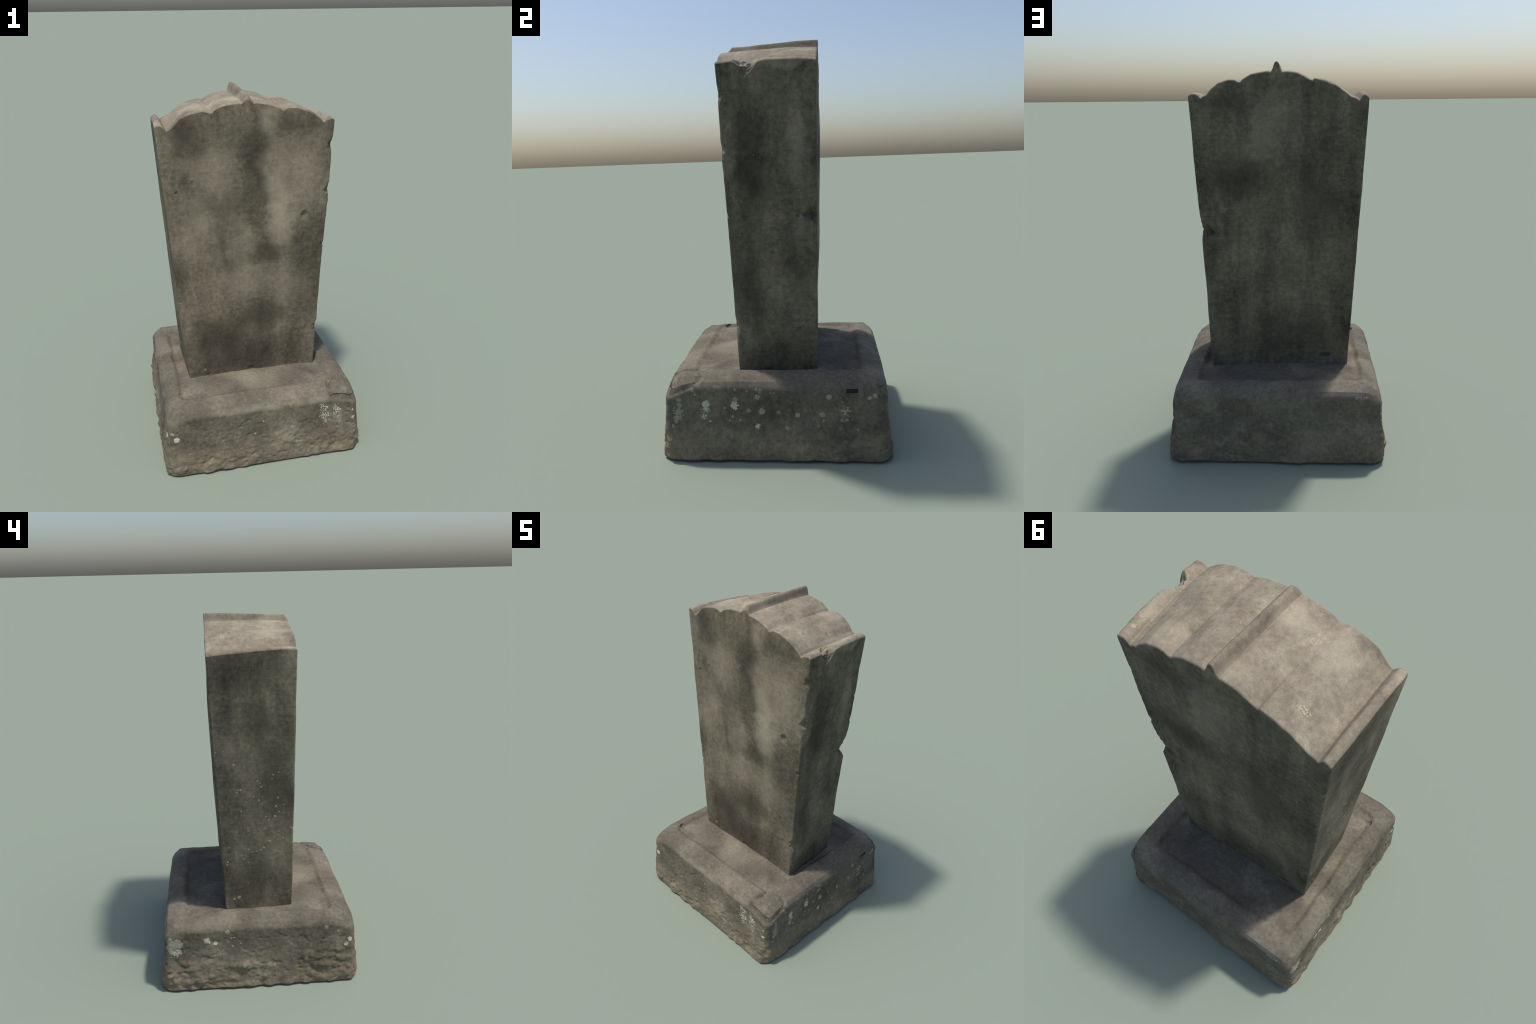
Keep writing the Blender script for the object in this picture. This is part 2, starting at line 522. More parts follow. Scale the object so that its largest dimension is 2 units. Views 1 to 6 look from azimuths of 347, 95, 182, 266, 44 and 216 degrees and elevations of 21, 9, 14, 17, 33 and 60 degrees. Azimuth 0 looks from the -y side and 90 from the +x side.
def build_slab():
    size = np.array([0.86, 0.42, 1.46])
    xs = axis_steps(size[0], 0.0032, 0.0020, 0.016)
    ys = axis_steps(size[1], 0.0040, 0.0022, 0.016)
    zs = axis_steps(size[2], 0.0046, 0.0022, 0.016)
    p, faces = box_grid(xs, ys, zs)
    on_top = p[:, 2] > size[2] - 1e-6
    grid = p.copy()
    wear = 0.0095 + 0.006 * fbm(p, (9, 9, 7), 2, seed=1.0)
    soft = np.clip(wear, 0.004, 0.015) * np.where(p[:, 2] > 1.3, 0.7, 1.0)
    p = round_box(p, size, np.stack([soft] * 3, 1))
    a = p[:, 0] / size[0] * 2 - 1
    b = p[:, 1] / size[1] * 2 - 1
    c = p[:, 2] / size[2]
    ag, zf = top_curve(TOP_FRONT, 0.4625, -0.0135)
    _, zr = top_curve(TOP_REAR, 0.448, -0.0150)
    u = (b + 1) / 2
    blend = smooth(0.0, 1.0, u)
    top = np.interp(a, ag, zf) * (1 - blend) + np.interp(a, ag, zr) * blend
    # lobes are crowned along their depth; a narrow roll runs along the crown
    groove = np.exp(-((a + 0.372) / 0.010) ** 2) + np.exp(-((a - 0.410) / 0.010) ** 2)
    groove += np.exp(-((a + 0.885) / 0.012) ** 2) + np.exp(-((a - 0.865) / 0.012) ** 2)
    mid = 0.010 + 0.010 * u                                   # the roll leans a little
    off = np.abs(a - mid) * 0.455
    roll = np.exp(-(off / 0.0175) ** 3.2)
    fillet = np.exp(-((off - 0.031) / 0.006) ** 2)
    full = 1 - b ** 4
    lift = 0.033 + 0.012 * blend - 0.009 * full
    lift = lift - 0.020 * smooth(-0.90, -1.0, b)             # worn nose of the roll
    top = top + 0.008 * full - 0.004 * groove + roll * lift - 0.004 * fillet
    px, py = a * 0.455 - 0.014, b * 0.228
    top = top - 0.014 * np.exp(-((px - 0.27) / 0.040) ** 2 - ((py - 0.02) / 0.055) ** 2)   # worn dip in one lobe
    top = top + 0.004 * smooth(-0.90, -0.93, a)
    z = SINK_Z + c * (top - SINK_Z)
    t = (z - FOOT_Z) / (SHOULDER_Z - FOOT_Z)
    x = np.zeros(len(p))
    y = np.zeros(len(p))
    for (sx, sy), (foot, sho) in CORNERS.items():
        w = (1 + sx * a) / 2 * (1 + sy * b) / 2
        x += w * (foot[0] + (sho[0] - foot[0]) * t)
        y += w * (foot[1] + (sho[1] - foot[1]) * t)
    # faces are slightly full, the right side a little hollow low down
    inner_a, inner_b = smooth(1.0, 0.35, np.abs(a)), smooth(1.0, 0.35, np.abs(b))
    front, rear = smooth(-0.6, -1.0, b), smooth(0.6, 1.0, b)
    y -= front * 0.012 * inner_a * smooth(0.38, 0.60, z) * smooth(1.99, 1.80, z)
    y += rear * 0.011 * smooth(1.0, 0.3, np.abs(a + 0.2)) * smooth(0.6, 1.0, z) * smooth(1.8, 1.5, z)
    x -= smooth(0.6, 1.0, a) * 0.008 * (0.5 + 0.5 * inner_b) * smooth(1.45, 1.1, z) * smooth(0.55, 0.9, z)
    x += smooth(0.6, 1.0, a) * 0.005 * inner_b * smooth(1.4, 1.6, z)
    y += front * 0.010 * np.exp(-((x - 0.20) / 0.07) ** 2 - ((z - 0.85) / 0.17) ** 2)
    v = np.stack([x, y, z], 1)
    n = vertex_normals(v, faces)
    swell = 0.0035 * fbm(v, (4.5, 4.5, 3.2), 2, seed=8.0) + 0.0011 * fbm(v, 22, 3, seed=2.0)
    swell = swell + np.where(on_top, 0.0016 * fbm(v, (30, 9, 20), 3, seed=6.0), 0)
    v = v + n * swell[:, None]
    # nicks along the front right edge
    front_right, rear_right = (1, -1), (1, 1)
    edge_chip(v, front_right, 1.700, [(-0.06, 0), (-0.020, 0.012), (0.000, 0.026), (0.022, 0.022), (0.05, 0.006), (0.08, 0)], 0.5)
    edge_chip(v, front_right, 1.465, [(-0.07, 0), (-0.02, 0.010), (0.0, 0.022), (0.02, 0.016), (0.06, 0)], 0.5)
    edge_chip(v, front_right, 1.155, [(-0.03, 0), (-0.012, 0.006), (0.0, 0.018), (0.014, 0.010), (0.04, 0)], 0.5)
    edge_chip(v, front_right, 1.262, [(-0.02, 0), (0.0, 0.009), (0.015, 0)], 0.5)
    edge_chip(v, front_right, 0.640, [(-0.20, 0), (-0.06, 0.010), (0.0, 0.021), (0.018, 0.014), (0.045, 0)], 0.5)
    # the large broken notch in the rear right edge
    edge_chip(v, rear_right, 1.144, [(-0.055, 0), (-0.040, 0.012), (-0.022, 0.030), (0.0, 0.064), (0.018, 0.055),
                                     (0.05, 0.030), (0.10, 0.012), (0.16, 0.005), (0.20, 0)], 0.45)
    edge_chip(v, front_right, 1.36, [(-0.05, 0), (-0.01, 0.008), (0.03, 0.004), (0.06, 0)], 0.8)
    edge_chip(v, front_right, 1.58, [(-0.04, 0), (0.0, 0.007), (0.05, 0)], 0.8)
    edge_chip(v, front_right, 0.95, [(-0.08, 0), (-0.02, 0.006), (0.03, 0.009), (0.05, 0)], 0.8)
    edge_chip(v, rear_right, 1.36, [(-0.05, 0), (-0.01, 0.012), (0.02, 0.006), (0.05, 0)], 0.7)
    edge_chip(v, rear_right, 1.66, [(-0.03, 0), (0.0, 0.008), (0.03, 0)], 0.7)
    edge_chip(v, rear_right, 0.86, [(-0.04, 0), (0.0, 0.008), (0.02, 0)], 0.7)
    edge_chip(v, rear_right, 1.50, [(-0.03, 0), (0.0, 0.007), (0.03, 0)], 0.5)
    edge_chip(v, (-1, -1), 0.885, [(-0.02, 0), (0.0, 0.012), (0.015, 0)], 0.5)
    edge_chip(v, (-1, -1), 0.980, [(-0.02, 0), (0.0, 0.008), (0.015, 0)], 0.5)
    # bite out of the right shoulder
    shoulder_bite(v)
    # hollows in the faces
    for centre, radius, squash in [
            ((0.299, -0.238, 1.336), 0.030, (1.0, 0.8, 0.95)), ((0.318, -0.238, 1.312), 0.022, (1.2, 0.8, 0.9)),
            ((-0.386, -0.230, 1.506), 0.013, (1, 1, 1)), ((-0.232, -0.206, 0.780), 0.014, (1.4, 0.8, 0.8)),
            ((-0.302, -0.226, 1.570), 0.012, (1.4, 0.6, 0.8)), ((-0.064, -0.200, 0.408), 0.021, (1.1, 1, 0.8)),
            ((-0.005, -0.200, 0.412), 0.020, (1.1, 1, 0.7)), ((-0.245, -0.201, 0.395), 0.014, (1.6, 0.7, 0.6)),
            ((0.114, 0.240, 1.822), 0.048, (0.9, 0.7, 1.0)), ((0.128, 0.236, 1.796), 0.032, (1, 0.8, 1)),
            ((0.448, 0.020, 1.728), 0.018, (0.8, 1, 1.3)), ((0.434, -0.014, 1.526), 0.013, (0.8, 1.2, 0.8)),
            ((0.346, 0.16, 1.895), 0.018, (1.0, 1.2, 0.7)), ((0.262, 0.17, 1.924), 0.012, (1.2, 0.9, 0.8)),
            ((-0.19, 0.213, 0.585), 0.010, (1.4, 0.8, 0.7)), ((0.02, 0.215, 0.98), 0.008, (1, 1, 1))]:
        pit(v, centre, radius, squash)
    v[:, 2] -= np.maximum(v[:, 2] - 2.0, 0)
    fc = grid[faces].mean(1)
    top_face = fc[:, 2] > size[2] - 0.006
    fa = fc[:, 0] / size[0] * 2 - 1
    return v, faces, top_face, fa


# ------------------------------------------------------------------ base stone
BASE_FOOT = dict(x0=-0.557, x1=0.561, y0=-0.558, y1=0.536)
BASE_RIM = dict(x0=-0.536, x1=0.536, y0=-0.537, y1=0.517)
RECESS = dict(x0=-0.440, x1=0.406, y0=-0.411, y1=0.396)


def build_base():
    size = np.array([1.12, 1.12, 0.40])
    xs = axis_steps(1.12, 0.0050, 0.0045, 0.045)
    zs = axis_steps(0.40, 0.0048, 0.0042, 0.030)
    p, faces = box_grid(xs, xs, zs)
    # plan corners are well rounded, top and bottom edges less so
    q = p.copy()
    cr = 0.040 + 0.035 * smooth(0.26, 0.02, q[:, 2])
    flat = round_box(np.c_[q[:, :2], np.full(len(q), 0.5)], (1.12, 1.12, 1.0), np.stack([cr, cr, np.full(len(cr), 0.25)], 1))
    side = np.minimum.reduce([p[:, 0], 1.12 - p[:, 0], p[:, 1], 1.12 - p[:, 1]])
    flat_w = smooth(0.20, 0.0, side)
    q[:, :2] = p[:, :2] + (flat[:, :2] - p[:, :2]) * flat_w[:, None]
    er = 0.020
    h = p[:, 2]
    inset_b = er * 0.7 - np.sqrt(np.maximum((er * 0.7) ** 2 - np.maximum(er * 0.7 - h, 0) ** 2, 0))
    inset_t = er - np.sqrt(np.maximum(er ** 2 - np.maximum(h - (0.40 - er), 0) ** 2, 0))
    c0 = np.array([0.56, 0.56])
    dirs = q[:, :2] - c0
    dn = np.maximum(np.abs(dirs).max(1), 1e-6)
    scale = 1 - (inset_b + inset_t) / 0.56
    rim = side < 1e-6
    a = (dirs[:, 0] / 0.56) * np.where(rim, scale, 1 - (inset_b + inset_t) / 0.56 * (dn / 0.56))
    b = (dirs[:, 1] / 0.56) * np.where(rim, scale, 1 - (inset_b + inset_t) / 0.56 * (dn / 0.56))
    c = h / 0.40
    f = {k: BASE_FOOT[k] + (BASE_RIM[k] - BASE_FOOT[k]) * smooth(0.05, 0.85, c) for k in BASE_FOOT}
    low = smooth(0.7, 0.1, c)
    f["x1"] = f["x1"] + low * (0.006 * b - 0.003)
    f["y1"] = f["y1"] - low * (0.008 * a - 0.003)
    x = np.where(a < 0, -a * f["x0"], a * f["x1"])
    y = np.where(b < 0, -b * f["y0"], b * f["y1"])
    v2 = np.stack([x, y, np.zeros(len(x))], 1)
    # top: an edge that slopes up to a rim, then drops into a shallow recess
    dx = np.minimum(x - BASE_RIM["x0"], BASE_RIM["x1"] - x)
    dy = np.minimum(y - BASE_RIM["y0"], BASE_RIM["y1"] - y)
    d = np.minimum(dx, dy)
    wob = 0.010 * fbm(v2, 7, 2, seed=4.0)
    climb = np.clip((d + wob) / 0.11, 0, 1)
    top = 0.366 + 0.037 * (1 - (1 - climb) ** 2.2)
    cd = np.hypot(np.maximum(0.15 - dx, 0), np.maximum(0.15 - dy, 0))
    top = top - 0.045 * smooth(0.13, 0.215, cd)
    top = top - 0.012 * smooth(0.10, 0.20, cd) * (x > 0)
    top = top - 0.006 * smooth(-0.39, -0.45, y)
    wx = 0.012 * fbm(v2, 5, 3, seed=9.0)
    inner = np.minimum.reduce([x - RECESS["x0"] + wx, RECESS["x1"] - x + wx, y - RECESS["y0"] + wx, RECESS["y1"] - y + wx])
    deep = 0.0150 + 0.017 * fbm(v2, 5, 2, seed=12.0)
    deep = deep + 0.006 * smooth(0.15, 0.35, x) - 0.005 * np.exp(-(x / 0.16) ** 2 - ((y + 0.35) / 0.14) ** 2)
    # the floor rises gently from the worn margin towards the slab
    deep = deep * (1 - 0.62 * smooth(0.015, 0.14, inner))
    lip = smooth(-0.016, 0.012 + 0.02 * np.clip(fbm(v2, 4, 2, seed=17.0) + 0.2, 0, 1), inner)
    groove = 0.0015 * smooth(-0.25, 0.35, fbm(v2, 4, 2, seed=15.0)) * np.exp(-((inner - 0.008) / 0.009) ** 2)
    top = top - deep * lip - groove * (0.6 + 0.8 * fbm(v2, 9, 2, seed=14.0))
    top = top + 0.0022 * fbm(v2, 16, 3, seed=3.3)
    z = c * top
    v = np.stack([x, y, z], 1)
    n = vertex_normals(v, faces)
    flatn = n.copy()
    flatn[:, 2] *= 0.35
    upright = smooth(0.9, 0.5, n[:, 2]) * smooth(0.97, 0.7, -n[:, 2])
    # rough-hewn lower half: broken, bedded ledges; smoother dressed band above
    line = 0.175 + 0.10 * fbm(v, (5, 5, 5), 2, seed=21.0) + 0.02 * (v[:, 0] > 0.5)
    rough = smooth(line + 0.09, line - 0.07, v[:, 2]) * upright
    rough = rough * smooth(-0.45, 0.25, fbm(v, (4, 4, 6), 2, seed=24.0))
    bend = v + 0.02 * np.stack([fbm(v, 7, 2, seed=k) for k in (23.0, 25.0, 27.0)], 1)
    bed = np.sqrt(fbm(bend, (9, 9, 12), 2, 0.35, seed=31.0) ** 2 + 0.004)
    lump = fbm(v, (5, 5, 8), 2, seed=41.0)
    knob = np.sqrt(fbm(bend, (19, 19, 22), 2, 0.4, seed=51.0) ** 2 + 0.003)
    strong = 0.50 + 0.42 * (v[:, 0] < -0.5) + 0.28 * (v[:, 1] < -0.5) * (v[:, 0] >= -0.5)
    amount = rough * strong * (0.034 * bed + 0.012 * lump + 0.018 * knob - 0.007)
    amount = amount + upright * (0.0045 * fbm(v, (5, 5, 6), 2, seed=61.0) + 0.0022 * fbm(v, 30, 3, seed=71.0))
    amount = amount - upright * 0.005 * smooth(0.12, 0.55, fbm(bend, (20, 20, 26), 3, 0.5, seed=65.0)) * smooth(0.36, 0.26, v[:, 2])
    foot = smooth(0.05, 0.0, v[:, 2]) * upright
    amount = amount + foot * 0.016 * fbm(v, (8, 8, 3), 2, seed=81.0)
    v = v + flatn * amount[:, None]
    low = smooth(0.06, 0.0, v[:, 2])
    v[:, 2] += low * (0.006 * fbm(v, (9, 9, 1), 2, seed=95.0)) * (np.maximum(np.abs(v[:, 0]), np.abs(v[:, 1])) > 0.45)
    # cracked-off front right corner: a fracture plane, its gap and a slight slip
    A, B, C = np.array([0.40, -0.55, 0.345]), np.array([0.55, -0.41, 0.352]), np.array([0.537, -0.535, 0.305])
    pn = np.cross(B - A, C - A)
    pn *= np.sign(pn[2]) / np.linalg.norm(pn)
    near = smooth(0.36, 0.39, v[:, 0]) * smooth(-0.34, -0.37, v[:, 1]) * (v[:, 2] > 0.2)
    s = (v - A) @ pn + 0.004 * fbm(v, 10, 2, seed=101.0)
    n = vertex_normals(v, faces)
    gap = np.exp(-(s / 0.0040) ** 2) * near
    slip = smooth(0.0, 0.004, s) * smooth(0.06, 0.01, s) * near * smooth(0.3, 0.6, -n[:, 1])
    depth = 0.010 * (0.6 + 1.2 * np.clip(fbm(v, 9, 2, seed=111.0) + 0.3, 0, 1))
    v = v - n * (gap * depth * (1 - 0.45 * smooth(0.3, 0.7, n[:, 0])) + slip * 0.006)[:, None]
    # channel from the recess to the front edge, and small pocks
    ch = np.exp(-((v[:, 0] - 0.388 - 0.12 * (v[:, 1] + 0.45)) / 0.009) ** 2) * smooth(-0.385, -0.405, v[:, 1]) * smooth(-0.535, -0.50, v[:, 1])
    v[:, 2] -= ch * 0.011 * (n[:, 2] > 0.5)
    for centre, radius, squash in [((-0.418, 0.178, 0.400), 0.016, (0.7, 1.2, 1)), ((-0.425, -0.365, 0.398), 0.020, (1.4, 1.2, 1)),
                                   ((0.470, -0.350, 0.402), 0.010, (1, 1, 1)), ((0.487, -0.260, 0.404), 0.008, (1, 1, 1)),
                                   ((0.405, 0.115, 0.402), 0.014, (1, 1.6, 1)), ((0.425, 0.36, 0.402), 0.012, (1, 1, 1)),
                                   ((-0.36, 0.395, 0.400), 0.010, (2.4, 0.8, 1)), ((-0.39, 0.465, 0.401), 0.008, (1.4, 1, 1)),
                                   ((0.505, -0.505, 0.362), 0.008, (1.2, 1, 1)), ((-0.452, -0.30, 0.408), 0.012, (1, 2, 1))]:
        pit(v, centre, radius, squash, 0.25)
    v[:, 2] -= v[:, 2].min()
    fs = s[faces].mean(1)
    fc = v[faces].mean(1)
    corner = (fs > 0) & (fc[:, 0] > 0.372) & (fc[:, 1] < -0.355) & (fc[:, 2] > 0.25)
    return v, faces, corner


# ------------------------------------------------------------------ lichen
class Surface:
    def __init__(self, verts, faces):
        self.bvh = BVHTree.FromPolygons([tuple(q) for q in verts], [tuple(f) for f in faces])

    def hit(self, point, direction):
        loc, nor, _, _ = self.bvh.ray_cast(Vector(point), Vector(direction), 1.0)
        return loc, nor


def lichen_mesh(surface, centre, radius, inward, across, broken, seed, up=(0, 0, 1), ring=False):
    """A crust that follows the stone: a small disc, lobed or broken into islands,
    slightly domed, with its rim running into the surface."""
    up, thick = np.array(up, float), 0.0005 + 0.03 * min(radius, 0.02)
    inward, across = np.array(inward, float), np.array(across, float)
    m = int(np.clip(2 * radius * 1.4 / 0.0013, 9, 46))
    g = np.linspace(-1.4, 1.4, m)
    U, V = np.meshgrid(g, g, indexing="ij")
    ang = np.arctan2(V, U)
    k = np.c_[np.cos(ang.ravel()) * 1.3, np.sin(ang.ravel()) * 1.3, np.full(m * m, seed * 7.1)]
    lobes = 1 + 0.40 * fbm(k, 1.2, 2, 0.5, seed=seed).reshape(m, m)
    body = np.c_[U.ravel() * radius, V.ravel() * radius, np.full(m * m, seed * 0.37)]
    island = fbm(body, 1 / max(radius * 0.34, 0.004), 2, seed=seed + 1).reshape(m, m)
    field = (lobes - np.hypot(U, V)) + broken * (island - 0.14) * 2.2
    if broken > 0:
        field = np.minimum(field, 1.25 * lobes - np.hypot(U, V))
    if ring:
        field = np.minimum(0.26 + 0.5 * island - np.abs(np.hypot(U, V) - 0.8 * lobes), 1)
    pts = np.array(centre) + U[..., None] * radius * across + V[..., None] * radius * up
    verts, ok = np.zeros((m, m, 3)), np.zeros((m, m), bool)
    for i in range(m):
        for j in range(m):
            if field[i, j] < -0.25:
                continue
            loc, nor = surface.hit(pts[i, j] - inward * 0.12, inward)
            if loc is None:
                continue
            rise = thick * np.clip(field[i, j] * 4, -0.6, 1)
            verts[i, j] = np.array(loc) + np.array(nor) * rise
            ok[i, j] = True
    idx = -np.ones((m, m), int)
    idx[ok] = np.arange(ok.sum())
    q = np.stack([idx[:-1, :-1], idx[1:, :-1], idx[1:, 1:], idx[:-1, 1:]], -1).reshape(-1, 4)
    f4 = np.stack([field[:-1, :-1], field[1:, :-1], field[1:, 1:], field[:-1, 1:]], -1).reshape(-1, 4)
    q = q[(q >= 0).all(1) & (f4.max(1) > 0)]
    if len(q) == 0:
        return None
    used, inv = np.unique(q, return_inverse=True)
    return make_mesh("lichen", verts[ok][used], inv.reshape(-1, 4))


# (position along the face, height, radius, broken 0..1, shade 0 pale 1 grey)
BASE_RIGHT_LICHEN = [
    (-0.465, 0.301, 0.013, .5, 1), (-0.463, 0.277, 0.013, .6, 1), (-0.471, 0.245, 0.023, .7, 1), (-0.470, 0.219, 0.021, .7, 1),
    (-0.482, 0.198, 0.014, .8, 1), (-0.337, 0.280, 0.018, 0, 0), (-0.338, 0.256, 0.017, .6, 0), (-0.348, 0.219, 0.014, .9, 0),
    (-0.197, 0.306, 0.012, .5, 1), (-0.201, 0.274, 0.021, .35, 0), (-0.318, 0.198, 0.005, 0, 0), (-0.399, 0.350, 0.008, 0, 1),
    (-0.388, 0.326, 0.004, 0, 0), (-0.196, 0.349, 0.007, 0, 2), (-0.140, 0.341, 0.005, 0, 2), (-0.095, 0.348, 0.008, .2, 2),
    (-0.077, 0.342, 0.012, .1, 2), (-0.092, 0.315, 0.014, .2, 1), (-0.030, 0.334, 0.005, 0, 2), (-0.013, 0.333, 0.006, 0, 2),
    (-0.072, 0.243, 0.016, .2, 1), (-0.134, 0.249, 0.011, .2, 2), (-0.211, 0.221, 0.006, 0, 1), (-0.175, 0.204, 0.006, 0, 1),
    (-0.225, 0.203, 0.005, .2, 1), (-0.093, 0.176, 0.013, .5, 0), (-0.248, 0.263, 0.006, .3, 1), (-0.496, 0.174, 0.010, .6, 1),
    (0.243, 0.314, 0.013, .1, 1), (0.453, 0.319, 0.012, .1, 1), (0.430, 0.308, 0.010, 0, 1), (0.006, 0.239, 0.013, .4, 2),
    (0.095, 0.227, 0.012, .2, 1), (0.209, 0.231, 0.013, .2, 1), (0.315, 0.243, 0.026, .95, 1), (0.045, 0.167, 0.010, .1, 1),
    (0.190, 0.177, 0.008, .1, 2), (0.305, 0.288, 0.005, 0, 2), (0.216, 0.201, 0.008, .8, 1), (0.300, 0.203, 0.009, .8, 1),
    (0.322, 0.204, 0.009, .8, 1), (0.296, 0.164, 0.009, .5, 2), (0.372, 0.159, 0.009, .5, 2)]
BASE_FRONT_LICHEN = [
    (0.321, 0.315, 0.016, 1.3, 0), (0.330, 0.292, 0.019, 1.3, 0), (0.350, 0.306, 0.015, 1.3, 0), (0.329, 0.257, 0.020, 1.3, 0),
    (0.357, 0.258, 0.015, 1.3, 0), (0.345, 0.220, 0.023, 1.3, 1), (0.404, 0.295, 0.016, 1.3, 0), (0.413, 0.270, 0.021, 1.3, 0),
    (0.385, 0.246, 0.013, 1.3, 1), (0.422, 0.232, 0.020, 1.3, 1), (0.424, 0.203, 0.020, 1.3, 1), (0.505, 0.263, 0.006, 0, 0),
    (0.507, 0.215, 0.010, .2, 0), (0.495, 0.171, 0.007, 1.3, 1), (-0.512, 0.273, 0.010, .2, 1), (-0.490, 0.235, 0.016, .15, 0),
    (-0.014, 0.275, 0.005, 0, 0), (-0.062, 0.205, 0.007, .3, 1)]
BASE_LEFT_LICHEN = [
    (0.481, 0.312, 0.016, .5, 1), (0.462, 0.269, 0.046, .25, 1), (0.454, 0.238, 0.029, .5, 1), (0.170, 0.344, 0.013, .2, 1),
    (0.282, 0.298, 0.018, .2, 0), (0.238, 0.280, 0.011, .2, 0), (-0.372, 0.339, 0.012, .2, 1), (-0.439, 0.313, 0.007, 0, 1),
    (-0.505, 0.258, 0.013, .1, 0), (-0.484, 0.231, 0.012, .2, 0), (0.149, 0.307, 0.004, 0, 0), (0.135, 0.310, 0.004, 0, 0),
    (0.099, 0.272, 0.004, 0, 0), (0.144, 0.258, 0.004, 0, 0)]
SLAB_LEFT_LICHEN = [
    (0.194, 1.330, .006), (0.156, 1.334, .007), (0.104, 1.260, .008), (0.090, 1.231, .004), (0.004, 1.208, .005),
    (-0.101, 1.196, .007), (-0.130, 1.209, .006), (-0.095, 1.174, .005), (-0.019, 1.166, .007), (-0.033, 1.153, .005),
    (-0.038, 1.131, .007), (0.126, 1.116, .005), (0.085, 1.119, .006), (0.071, 1.118, .007), (0.091, 1.105, .008),
    (0.003, 1.074, .005), (-0.025, 1.054, .007), (-0.127, 1.066, .006), (0.044, 1.047, .006), (0.057, 1.035, .004),
    (0.070, 0.996, .006), (-0.116, 1.015, .008), (-0.158, 1.023, .004), (-0.132, 0.981, .005), (-0.061, 0.956, .005),
    (-0.110, 0.957, .008), (-0.077, 0.936, .007), (0.003, 0.898, .006), (-0.020, 0.883, .004), (-0.058, 0.888, .006),
    (0.037, 0.877, .005), (-0.160, 0.879, .005), (-0.196, 0.888, .009), (-0.130, 0.845, .006), (-0.106, 0.833, .005),
    (-0.155, 0.826, .006), (-0.080, 0.811, .008), (0.142, 0.784, .004), (0.084, 0.772, .004), (0.051, 0.774, .006),
    (0.034, 0.767, .006), (0.006, 0.776, .006), (0.016, 0.750, .007), (-0.006, 0.753, .007), (-0.030, 0.759, .006),
    (-0.048, 0.773, .008), (-0.144, 0.757, .006), (0.073, 0.729, .005), (0.053, 0.729, .005), (0.060, 0.708, .004),
    (0.101, 0.695, .004), (0.038, 0.686, .004), (0.152, 0.696, .008), (0.155, 0.680, .006), (0.096, 0.468, .013),
    (0.122, 0.460, .009), (-0.184, 0.488, .005), (0.042, 0.554, .004)]
# on the crest: (x, y, radius, ring, broken)
CREST_LICHEN = [(-0.055, -0.158, 0.011, True, 0), (-0.066, -0.146, 0.008, True, 0), (-0.178, -0.092, 0.011, True, 0),
                (-0.190, -0.108, 0.009, True, 0), (-0.303, 0.132, 0.020, False, 0.9), (-0.285, 0.140, 0.014, False, 0.9),
                (0.340, 0.03, 0.008, True, 0), (0.405, 0.16, 0.014, False, 0.95), (0.410, 0.11, 0.014, False, 0.95)]
SLAB_FRONT_LICHEN = [(0.358, 0.575, .006), (-0.277, 0.439, .008), (-0.352, 0.445, .003), (0.322, 0.49, .003)]


def conformed_patch(name, surface, x0, x1, z0, z1, inward, across, origin, parent, material, lift):
    """A thin painted rectangle laid on the stone."""
    m, k = 16, 8
    verts = []
    for i in range(m + 1):
        for j in range(k + 1):
            pt = np.array(origin) + np.array(across) * (x0 + (x1 - x0) * i / m) + np.array([0, 0, z0 + (z1 - z0) * j / k])
            loc, nor = surface.hit(pt - np.array(inward) * 0.15, inward)
            rim = i in (0, m) or j in (0, k)
            verts.append(np.array(loc) - np.array(inward) * (lift if not rim else -0.001))
    faces = [(i * (k + 1) + j, (i + 1) * (k + 1) + j, (i + 1) * (k + 1) + j + 1, i * (k + 1) + j + 1) for i in range(m) for j in range(k)]
    if np.cross(across, [0, 0, 1]) @ np.array(inward) > 0:
        faces = [f[::-1] for f in faces]
    return add_object(name, make_mesh(name, np.array(verts), np.array(faces)), parent, material)


def painted_number(text, surface, x_left, x_right, z_low, z_high, plane_y, parent, material, lift):
    """Digits on a rear face (read from +y, so they run towards -x)."""
    cu = bpy.data.curves.new("inventory_number", "FONT")
    cu.body = text
    cu.extrude = 0.0
    tmp = bpy.data.objects.new("inventory_number", cu)
    bpy.context.scene.collection.objects.link(tmp)
    bpy.context.view_layer.update()
    me = bpy.data.meshes.new_from_object(tmp.evaluated_get(bpy.context.evaluated_depsgraph_get()))
    bpy.data.objects.remove(tmp)
    co = np.zeros(len(me.vertices) * 3)
    me.vertices.foreach_get("co", co)
    co = co.reshape(-1, 3)
    lo, hi = co.min(0), co.max(0)
    out = np.zeros_like(co)
    for i, q in enumerate(co):
        s, t = (q[0] - lo[0]) / (hi[0] - lo[0]), (q[1] - lo[1]) / (hi[1] - lo[1])
        pt = (x_left + (x_right - x_left) * s, plane_y + 0.15, z_low + (z_high - z_low) * t)
        loc, _ = surface.hit(pt, (0, -1, 0))
        out[i] = (loc[0], loc[1] + lift, loc[2])
    me.vertices.foreach_set("co", out.astype(np.float32).ravel())
    me.update()
    me.materials.clear()
    me.name = "inventory_number"
    return add_object("inventory_number", me, parent, material)


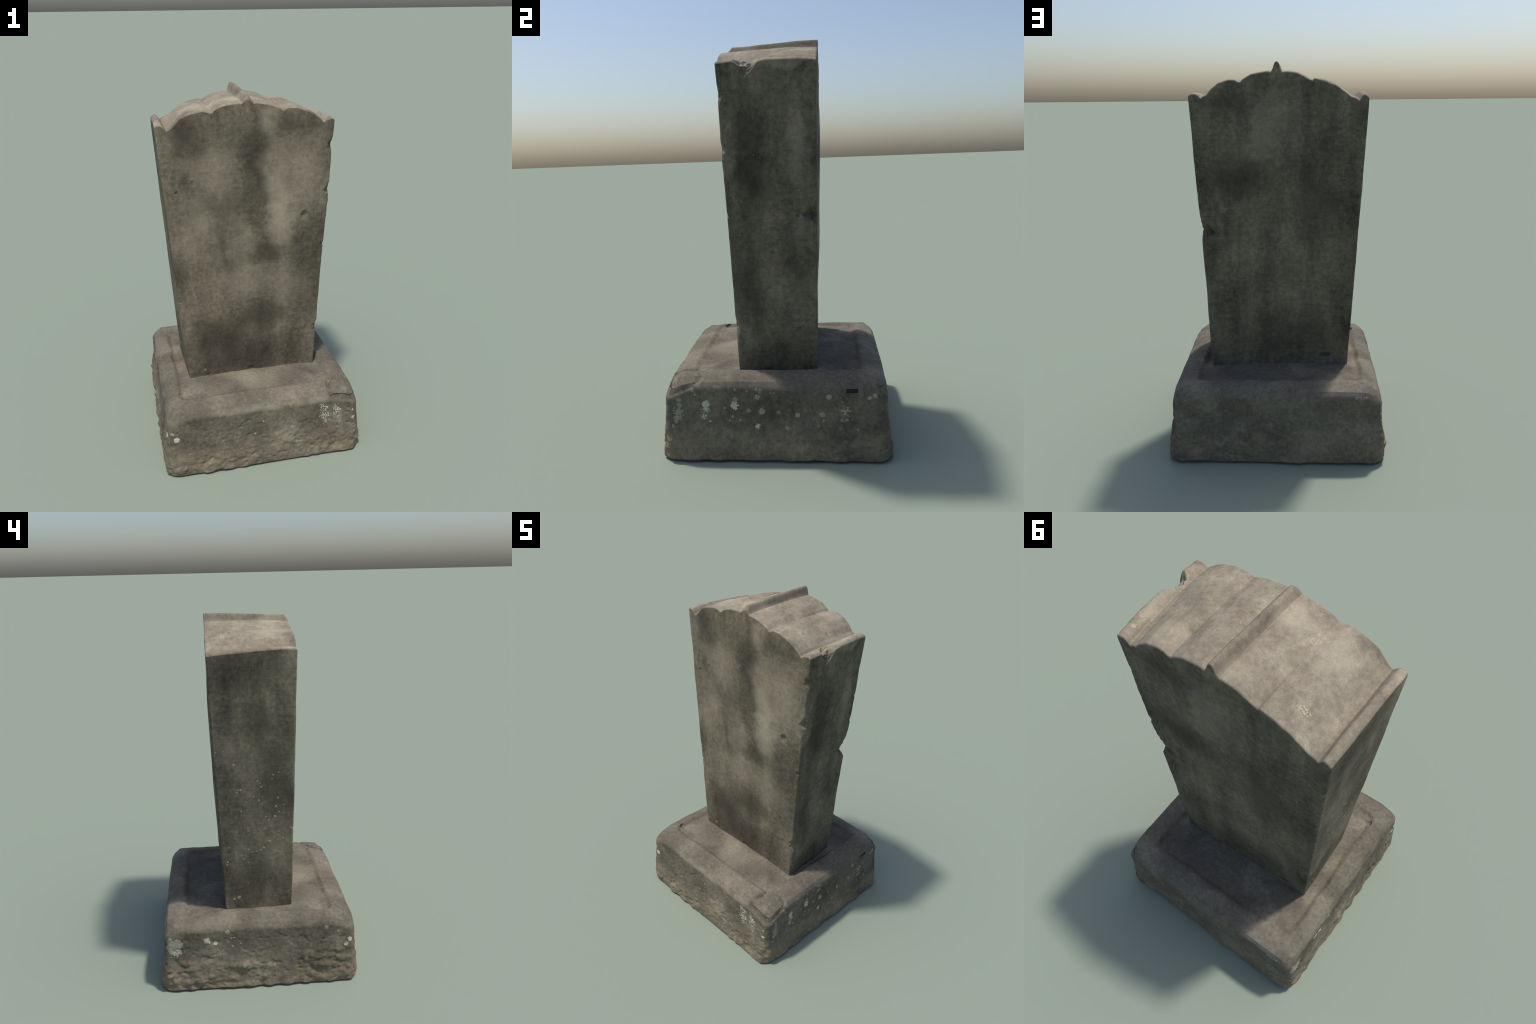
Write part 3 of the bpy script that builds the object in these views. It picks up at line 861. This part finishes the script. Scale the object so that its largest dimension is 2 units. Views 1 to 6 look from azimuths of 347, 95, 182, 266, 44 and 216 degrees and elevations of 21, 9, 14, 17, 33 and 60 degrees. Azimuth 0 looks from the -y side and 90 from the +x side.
# ------------------------------------------------------------------ assembly
def main():
    stele = bpy.data.objects.new("stone_stele", None)
    bpy.context.scene.collection.objects.link(stele)
    stele["label"] = "weathered sandstone stele with scalloped top on square base"
    stele["category"] = "stone monument"

    slab_mat = slab_material("slab_sandstone", SLAB_DARK, SLAB_MID, SLAB_WARM, SLAB_PALE, 0.30, SLAB_WASH)
    crest_mat = slab_material("crest_sandstone", CREST_DARK, CREST_MID, CREST_WARM, CREST_PALE, 0.25, CREST_PALE)
    ridge_mat = slab_material("ridge_sandstone", SLAB_MID, (0.180, 0.152, 0.114), CREST_MID, CREST_WARM, 0.3, CREST_WARM)
    base_mat = base_material()
    shades = [lichen_material("pale_lichen", (0.36, 0.345, 0.26), (0.54, 0.52, 0.40)),
              lichen_material("grey_lichen", (0.22, 0.213, 0.155), (0.33, 0.32, 0.24)),
              lichen_material("faint_lichen", (0.16, 0.153, 0.115), (0.235, 0.225, 0.17)),
              lichen_material("cream_lichen", (0.33, 0.29, 0.20), (0.44, 0.39, 0.27))]
    black, white, ink = (paint_material("black_paint", (0.012, 0.014, 0.015)),
                         paint_material("white_paint", (0.42, 0.44, 0.43)),
                         paint_material("grey_paint", (0.16, 0.17, 0.18)))

    sv, sf, top_face, fa = build_slab()
    slab, *_ = split_regions(sv, sf, [
        ("slab", ~top_face)], stele, slab_mat)
    split_regions(sv, sf[top_face], [
        ("ridge", np.abs(fa[top_face] - 0.015) < 0.060),
        ("edge_roll", fa[top_face] < -0.885),
        ("edge_roll", fa[top_face] > 0.875),
        ("crest", None)], slab, [ridge_mat, crest_mat, crest_mat, crest_mat])

    bv, bf, corner = build_base()
    base, = split_regions(bv, bf, [("base_stone", ~corner)], stele, base_mat)
    if corner.any():
        split_regions(bv, bf[corner], [("corner_fragment", None)], base, base_mat)

    s_slab, s_base = Surface(sv, sf), Surface(bv, bf)
    rng = np.random.RandomState(5)
    jobs = []
    for pos, h, r, br, sh in BASE_RIGHT_LICHEN:
        jobs.append((s_base, base, (0.55, pos, h), r, (-1, 0, 0), (0, 1, 0), br, sh))
    for pos, h, r, br, sh in BASE_FRONT_LICHEN:
        jobs.append((s_base, base, (pos, -0.55, h), r, (0, 1, 0), (1, 0, 0), br, sh))
    for pos, h, r, br, sh in BASE_LEFT_LICHEN:
        jobs.append((s_base, base, (-0.55, pos, h), r, (1, 0, 0), (0, -1, 0), br, sh))
    for pos, h, r in SLAB_LEFT_LICHEN:
        jobs.append((s_slab, slab, (-0.42, pos, h), r * 0.8, (1, 0, 0), (0, -1, 0), 0.1, 1 if rng.rand() < .6 else 2))
    for pos, h, r in SLAB_FRONT_LICHEN:
        jobs.append((s_slab, slab, (pos, -0.21, h), r, (0, 1, 0), (1, 0, 0), 0.1, 2))
    for pos_x, pos_y, r, ring, br in CREST_LICHEN:
        jobs.append((s_slab, slab, (pos_x, pos_y, 1.95), r, (0, 0, -1), (1, 0, 0), br, 3, (0, 1, 0), ring))
    for i, (surf, parent, c, r, inward, across, br, sh, *more) in enumerate(jobs):
        me = lichen_mesh(surf, c, r, inward, across, br, 1.7 * i + 0.3, *more)
        if me is not None:
            add_object("lichen", me, parent, shades[sh])

    conformed_patch("painted_label", s_base, 0.321, 0.379, 0.331, 0.353, (-1, 0, 0), (0, 1, 0), (0.55, 0, 0), base, black, 0.0015)
    conformed_patch("painted_label", s_slab, 0.235, 0.291, 0.445, 0.465, (0, -1, 0), (-1, 0, 0), (0, 0.19, 0), slab, paint_material("worn_black_paint", (0.022, 0.022, 0.022)), 0.0012)
    painted_number("00715.318", s_slab, -0.238, -0.289, 0.449, 0.461, 0.19, slab, ink, 0.0022)
    painted_number("00715.318", s_base, -0.397, -0.458, 0.352, 0.364, 0.53, base, white, 0.0015)


main()
